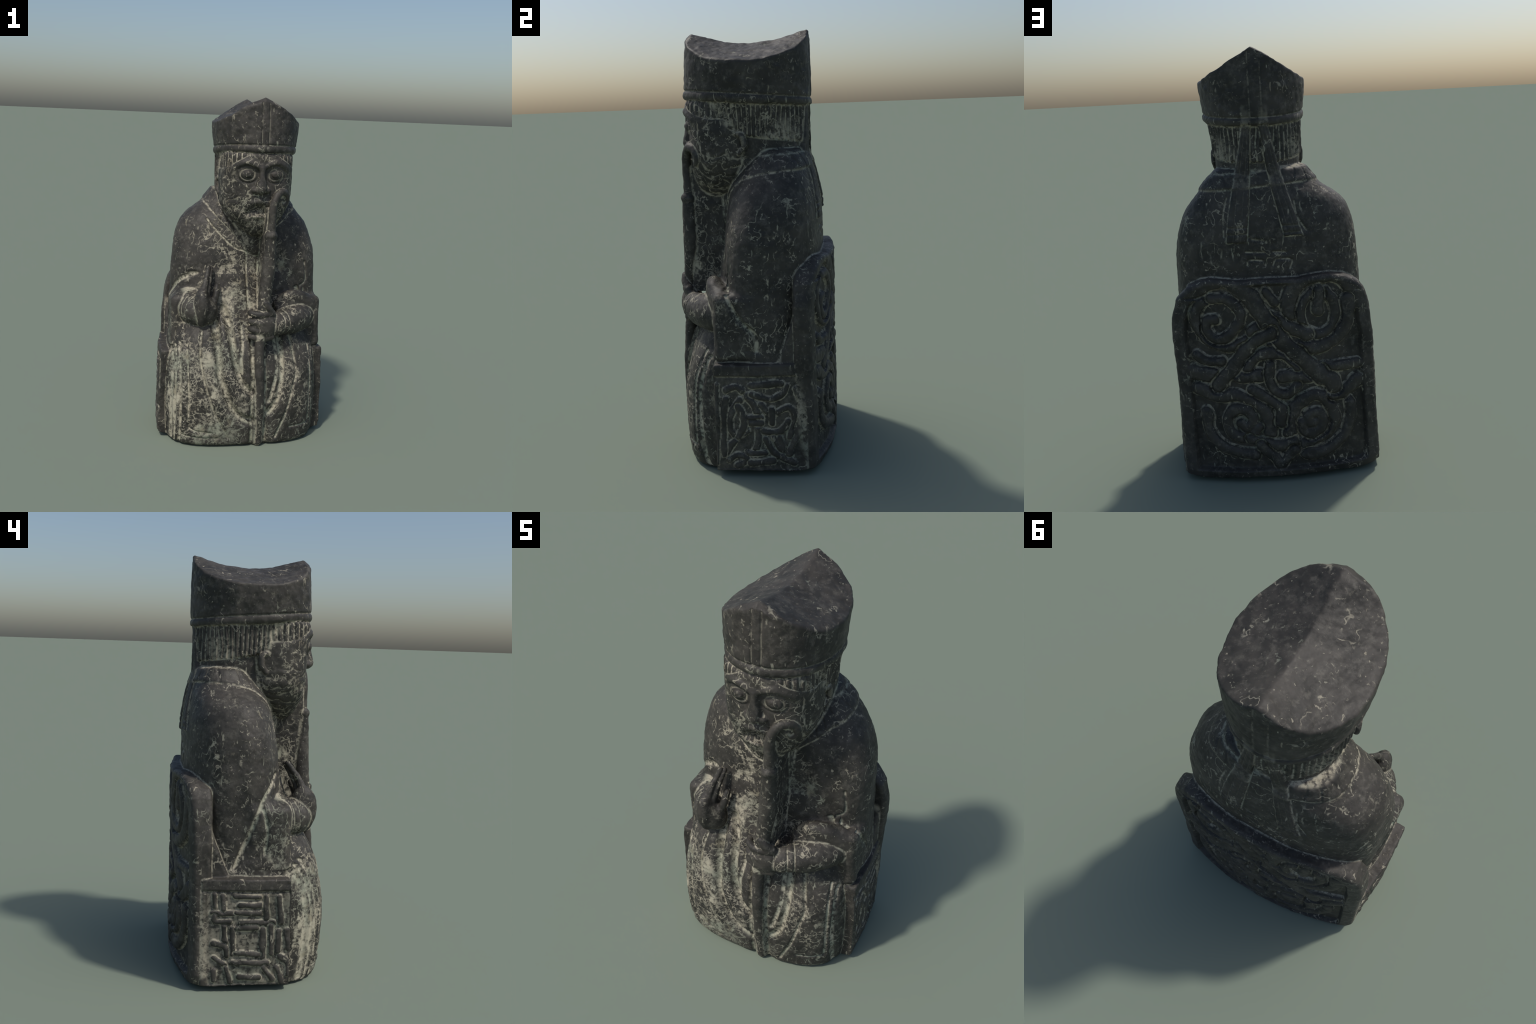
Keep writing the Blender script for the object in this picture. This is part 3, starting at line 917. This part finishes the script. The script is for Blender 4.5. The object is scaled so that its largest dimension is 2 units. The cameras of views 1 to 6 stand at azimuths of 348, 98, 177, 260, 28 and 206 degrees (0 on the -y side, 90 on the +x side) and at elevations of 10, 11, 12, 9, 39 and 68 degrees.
    rough = g.math("ADD", 0.56, g.math("MULTIPLY", pale, 0.3))
    b = g.add("BsdfPrincipled", {"Base Color": colour, "Roughness": rough, "Normal": bump, "Specular IOR Level": 0.26})
    out = g.add("OutputMaterial")
    g.t.links.new(b.outputs[0], out.inputs[0])
    return g.mat


# -------------------------------------------------------------------- assembly
def build():
    V, Q = skin()
    N = vertex_normals(V, Q)
    _, part = figure(V, True)
    # narrow joints between parts hold dirt as well
    near_by = {}
    for name, fn, _ in PARTS:
        name = {"arm": "cloth", "torso": "cloth", "skirt": "cloth", "sleeve": "cloth",  "crozier_knob": "crozier_shaft", "crozier_crook": "crozier_shaft"}.get(name, name)
        near_by[name] = np.minimum(near_by[name], fn(V)) if name in near_by else fn(V)
    dist = np.sort(np.stack(list(near_by.values()), 1), 1)
    joint = np.exp(-((dist[:, 1] - dist[:, 0]) / 0.008) ** 2)
    h, dirt, band = carve(V, N, part)
    dirt = np.maximum(dirt, 0.7 * joint)
    V = V + N * h[:, None]
    V[:, 2] = np.maximum(V[:, 2], 0.004)
    V[:, 2] -= V[:, 2].min()
    N = vertex_normals(V, Q)

    print("extent", V.min(0).round(4), V.max(0).round(4))
    centre = V[Q].mean(1)
    names = np.array([p[0] for p in PARTS])
    face_part = names[np.sort(part[Q], 1)[:, 1]]
    face_band = band[Q].mean(1) > 0.5
    region = face_part.astype(object)
    region[face_part == "crozier_web"] = "torso"
    region[(face_part == "throne_back") & face_band] = "scroll_ornament"
    region[(face_part == "throne_seat") & face_band & (centre[:, 0] < 0)] = "step_ornament"
    region[(face_part == "throne_seat") & face_band & (centre[:, 0] > 0)] = "knot_ornament"

    looks = {
        "mitre": stone("worn_dark_stone", 0.30, 0.7, 0.0, 0.3),
        "robe": stone("veined_robe_stone", 0.58, 1.0, 0.32, 0.45, 0.3, [(-0.30, -0.30, 0.30, 0.42, 1.0), (-0.05, -0.25, 0.80, 0.30, 0.8), (0.25, -0.30, 0.30, 0.25, 0.4)]),
        "mantle": stone("veined_mantle_stone", 0.46, 1.0, 0.14, 0.35, 0.9, [(0.02, -0.20, 0.95, 0.32, 1.0), (-0.12, -0.15, 1.20, 0.22, 0.8), (-0.30, -0.15, 0.65, 0.28, 0.7)]),
        "face": stone("veined_face_stone", 0.62, 0.9, 0.15, 0.25, 1.7, [(0.03, -0.26, 1.36, 0.16, 0.7)]),
        "hand": stone("handled_stone", 0.42, 1.0, 0.05, 0.2, 2.3),
        "throne": stone("dark_throne_stone", 0.36, 0.75, 0.05, 0.35, 3.1),
        "ornament": stone("carved_ornament_stone", 0.22, 0.5, 0.0, 0.3, 4.2),
    }
    use = {"mitre": "mitre", "hair": "face", "head": "face", "ear": "face", "eye": "mitre", "neck": "mantle", "collar": "mantle", "torso": "mantle", "arm": "mantle", "lappet": "mitre",
           "sleeve": "mantle", "forearm": "robe", "hand": "hand", "skirt": "robe", "crozier_shaft": "hand", "crozier_knob": "hand", "crozier_crook": "hand",
           "throne_seat": "throne", "throne_back": "throne", "scroll_ornament": "ornament", "step_ornament": "ornament", "knot_ornament": "ornament"}
    title = {"crozier_shaft": "crozier", "crozier_knob": "knob", "crozier_crook": "crook", "throne_seat": "throne", "throne_back": "backrest"}
    parent = {"crozier_knob": "crozier", "crozier_crook": "crozier", "throne_back": "throne", "scroll_ornament": "throne", "step_ornament": "throne", "knot_ornament": "throne"}
    paired = {"ear", "eye", "arm", "sleeve", "forearm", "hand", "lappet"}

    root = bpy.data.objects.new("bishop_statue", None)
    root["label"] = "dark carved stone bishop seated on a throne with crozier"
    root["category"] = "statue"
    bpy.context.collection.objects.link(root)
    made = {}
    order = ["throne_seat", "crozier_shaft"] + [n for n in dict.fromkeys(names) if n not in ("throne_seat", "crozier_shaft", "crozier_web")] + ["scroll_ornament", "step_ornament", "knot_ornament"]
    for key in order:
        pick = region == key
        sides = [pick]
        if key in paired:
            sides = [pick & (centre[:, 0] < HEAD_X), pick & (centre[:, 0] >= HEAD_X)]
        for sel in sides:
            if not sel.any():
                continue
            q = Q[sel]
            ids, inv = np.unique(q, return_inverse=True)
            inv = inv.reshape(q.shape)
            label = title.get(key, key)
            me = bpy.data.meshes.new(label)
            me.vertices.add(len(ids))
            me.vertices.foreach_set("co", V[ids].astype(np.float32).ravel())
            me.loops.add(inv.size)
            me.loops.foreach_set("vertex_index", inv.astype(np.int32).ravel())
            me.polygons.add(len(inv))
            me.polygons.foreach_set("loop_start", np.arange(0, inv.size, 4, dtype=np.int32))
            me.update(calc_edges=True)
            me.polygons.foreach_set("use_smooth", np.ones(len(inv), bool))
            me.attributes.new("carving", "FLOAT", "POINT").data.foreach_set("value", dirt[ids].astype(np.float32))
            me.normals_split_custom_set_from_vertices(N[ids].tolist())
            me.materials.append(looks[use[key]])
            ob = bpy.data.objects.new(label, me)
            bpy.context.collection.objects.link(ob)
            ob.parent = made.get(parent.get(key), root)
            made.setdefault(label, ob)


build()
